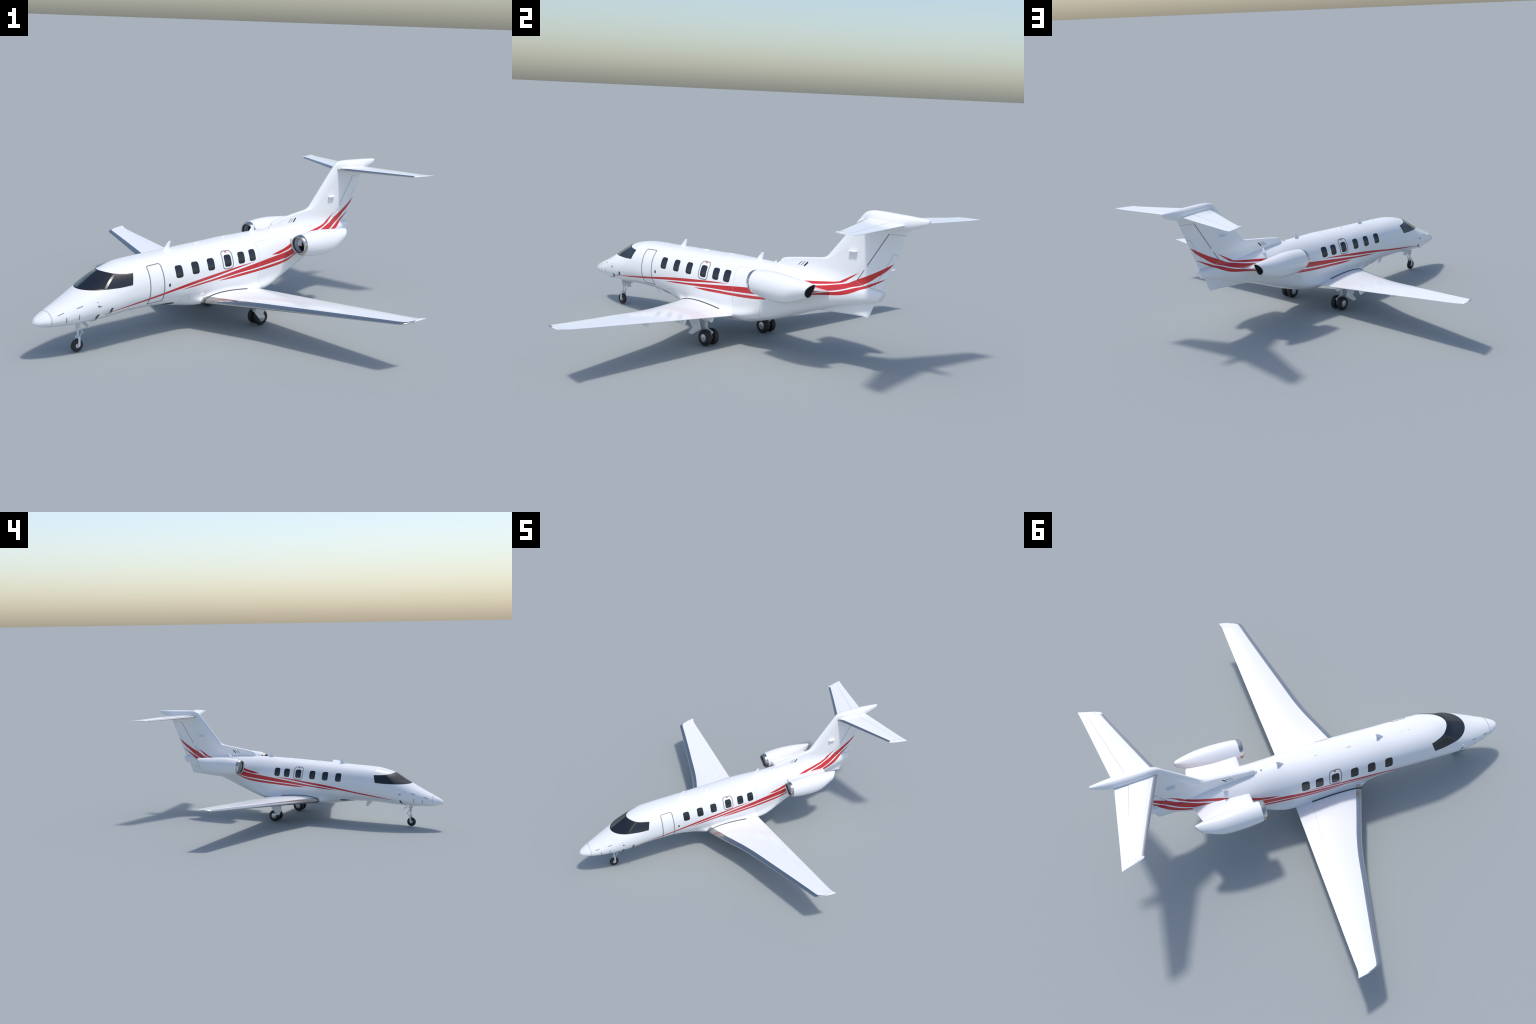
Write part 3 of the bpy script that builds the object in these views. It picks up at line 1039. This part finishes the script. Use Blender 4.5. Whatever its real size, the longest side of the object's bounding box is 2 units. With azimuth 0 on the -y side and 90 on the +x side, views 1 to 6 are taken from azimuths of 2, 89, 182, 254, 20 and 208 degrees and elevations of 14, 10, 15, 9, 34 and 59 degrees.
# --------------------------------------------------------------------------
# landing gear
# --------------------------------------------------------------------------
def tyre_profile(r, w, hub):
    pts = []
    for i in range(25):
        a = math.pi * i / 24
        x = -math.cos(a)
        y = math.sin(a)
        pts.append((hub + (r - hub) * y ** .55, w / 2 * math.copysign(abs(x) ** .75, x)))
    return [(hub * .96, -w * .40)] + pts + [(hub * .96, w * .40)]


def wheel(parent, centre, r, w, hub, dish, meshes={}):
    key = (r, w, hub, dish)
    if key not in meshes:
        t = Builder().lathe((0, 0, 0), tyre_profile(r, w, hub), 56).make("tyre", M_TYRE, parent, 40)
        side_prof = [(0, w * .5 + .0015), (hub * .45, w * .5 + .0012), (hub * .75, w * .5), (hub * .95, w * .5 - .0015), (hub * 1.0, w * .45)]
        prof = [(r_, -o_) for r_, o_ in side_prof] + side_prof[::-1]
        h = Builder().lathe((0, 0, 0), prof, 40).make("wheel_hub", M_HUB, parent, 40)
        meshes[key] = (t.data, h.data)
    else:
        t = link("tyre", meshes[key][0], M_TYRE, parent)
        h = link("wheel_hub", meshes[key][1], M_HUB, parent)
    for o in (t, h):
        o.parent = parent
        o.location = co(centre)


AX = (-.1755, .2115, .0420)
for side in (1, -1):
    m = lambda s, l, z: (s, l * side, z)
    B = Builder()
    B.tube(m(-.1755, .190, .042), m(-.1755, .233, .042), .0075)
    B.tube(m(-.1755, .2115, .040), m(-.188, .2115, .082), .0080, .0085)
    B.tube(m(-.196, .2115, .070), m(-.200, .2150, .165), .0105, .0120)
    B.tube(m(-.1755, .2115, .046), m(-.150, .2115, .072), .0065, .0060)
    B.tube(m(-.150, .2115, .072), m(-.196, .2115, .086), .0045)
    B.tube(m(-.212, .2115, .085), m(-.225, .2250, .155), .0055)
    B.tube(m(-.190, .2115, .120), m(-.190, .270, .150), .0045)
    LEG = B.make("main_landing_gear", M_GEAR)
    for dl in (-.0240, .0240):
        wheel(LEG, m(AX[0], AX[1] + dl, AX[2]), .0420, .0300, .0205, .004)
    B = Builder()
    B.plate([m(-.258, .300, .168), m(-.158, .305, .170), m(-.176, .268, .092), m(-.2425, .2615, .0845)], .0035)
    B.plate([m(-.2425, .2615, .0850), m(-.176, .268, .0925), m(-.200, .280, .0740), m(-.214, .2935, .0610), m(-.2395, .2925, .0620)], .0035)
    B.make("main_gear_door", M_WHITE, LEG)

B = Builder()
B.tube((-1.1440, 0, .175), (-1.1468, 0, .112), .0090, .0095)
B.tube((-1.1468, 0, .120), (-1.1472, 0, .110), .0115)
B.tube((-1.1472, 0, .112), (-1.1490, 0, .070), .0048)
B.tube((-1.1720, 0, .160), (-1.1540, 0, .130), .0035)
B.tube((-1.1480, .010, .128), (-1.1480, -.010, .128), .0060)
B.tube((-1.1375, 0, .117), (-1.1225, 0, .0915), .0024)
B.tube((-1.1225, 0, .0915), (-1.1420, 0, .0700), .0024)
B.tube((-1.1225, .005, .0915), (-1.1225, -.005, .0915), .0030)
B.tube((-1.1490, 0, .0735), (-1.1620, 0, .0735), .0040, .0030)
for sg in (1, -1):
    B.plate([(-1.1440, sg * .0145, .0330), (-1.1560, sg * .0145, .0290), (-1.1545, sg * .0145, .0620), (-1.1520, sg * .0125, .0720), (-1.1440, sg * .0125, .0720), (-1.1435, sg * .0145, .0620)], .0036)
B.plate([(-1.1560, -.0150, .0735), (-1.1560, .0150, .0735), (-1.1420, .0150, .0735), (-1.1420, -.0150, .0735)], .0060)
B.tube((-1.1510, -.0165, .0315), (-1.1510, .0165, .0315), .0045)
NLEG = B.make("nose_landing_gear", M_GEAR)
wheel(NLEG, (-1.1540, 0, .0318), .0318, .0200, .0125, .002)
B = Builder()
zs_ = lambda z: -1.1254 + (.1535 - z) * .0342 / .0446
B.plate([(zs_(z), l, z) for l, z in ((.030, .158), (.036, .142), (.040, .131), (.0185, .1265), (.0150, .1115), (-.0150, .1115), (-.0185, .1265), (-.040, .131), (-.036, .142), (-.030, .158))], .0026)
B.tube((-1.1400, 0, .133), (-1.1090, 0, .131), .0015)
B.make("nose_gear_door", M_WHITE, NLEG)

# --------------------------------------------------------------------------
# antennas, beacons, small fittings
# --------------------------------------------------------------------------
def blade(name, base_f, base_a, tip_f, tip_a, hw, lean=0.0, l0=0.0):
    """swept blade aerial; points are (s, z)"""
    rings = []
    for v in spread(0, 1, 8):
        f = lerp(np.array(base_f), np.array(tip_f), v)
        a = lerp(np.array(base_a), np.array(tip_a), v)
        w = hw * lerp(1, .30, min(v * 2.2, 1))
        y = l0 + lean * v
        rings.append([(lerp(f[0], a[0], c), y + sg * w * k, lerp(f[1], a[1], c)) for sg, c, k in
                      ((1, 0, .05), (1, .12, .7), (1, .4, 1), (1, .75, .6), (1, 1, .08), (-1, 1, .08), (-1, .75, .6), (-1, .4, 1), (-1, .12, .7), (-1, 0, .05))])
    return Builder().loft(rings).make(name, M_WHITE, FUSELAGE, 50)


def dome(name, s0, l_, w, h, mat=M_WHITE, z0=None):
    z0 = float(F_TOP(s0)) - .001 if z0 is None else z0
    rings = []
    for t in (0, .5, .8, .95, 1):
        k = math.sqrt(max(1 - t ** 2, .02))
        rings.append([(s0 + l_ / 2 * k * math.copysign(abs(math.cos(a)) ** .6, math.cos(a)), w / 2 * k * math.copysign(abs(math.sin(a)) ** .6, math.sin(a)), z0 + h * t) for a in np.linspace(0, 2 * math.pi, 28, False)])
    return Builder().loft(rings).make(name, mat, FUSELAGE, 60)


blade("blade_antenna", (-.6500, .4215), (-.6080, .4235), (-.6100, .4670), (-.5960, .4672), .0085)
blade("blade_antenna", (-.0680, .4390), (-.0260, .4410), (-.0300, .4825), (-.0155, .4830), .0085)
blade("blade_antenna", (.2660, .424), (.2960, .424), (.2930, .4590), (.3040, .4590), .0045, lean=-.012, l0=-.0490)
blade("belly_antenna", (-.8640, .1640), (-.8200, .1640), (-.8234, .1208), (-.8055, .1209), .0045)
dome("roof_antenna_pad", -.4350, .034, .024, .0055)
dome("roof_antenna_pad", -.2440, .020, .014, .0040)
dome("roof_antenna_pad", -.7520, .012, .010, .0035)
dome("roof_antenna_pad", -.8000, .012, .010, .0035)
dome("beacon", .0990, .018, .018, .0120)
blade("small_antenna", (.060, .446), (.074, .446), (.069, .4570), (.073, .4572), .0030)
for s0 in (-.775, -.655):
    blade("drain_mast", (s0, float(F_BOT(s0)) + .004), (s0 + .008, float(F_BOT(s0)) + .004), (s0 + .004, float(F_BOT(s0)) - .009), (s0 + .008, float(F_BOT(s0)) - .009), .0022)
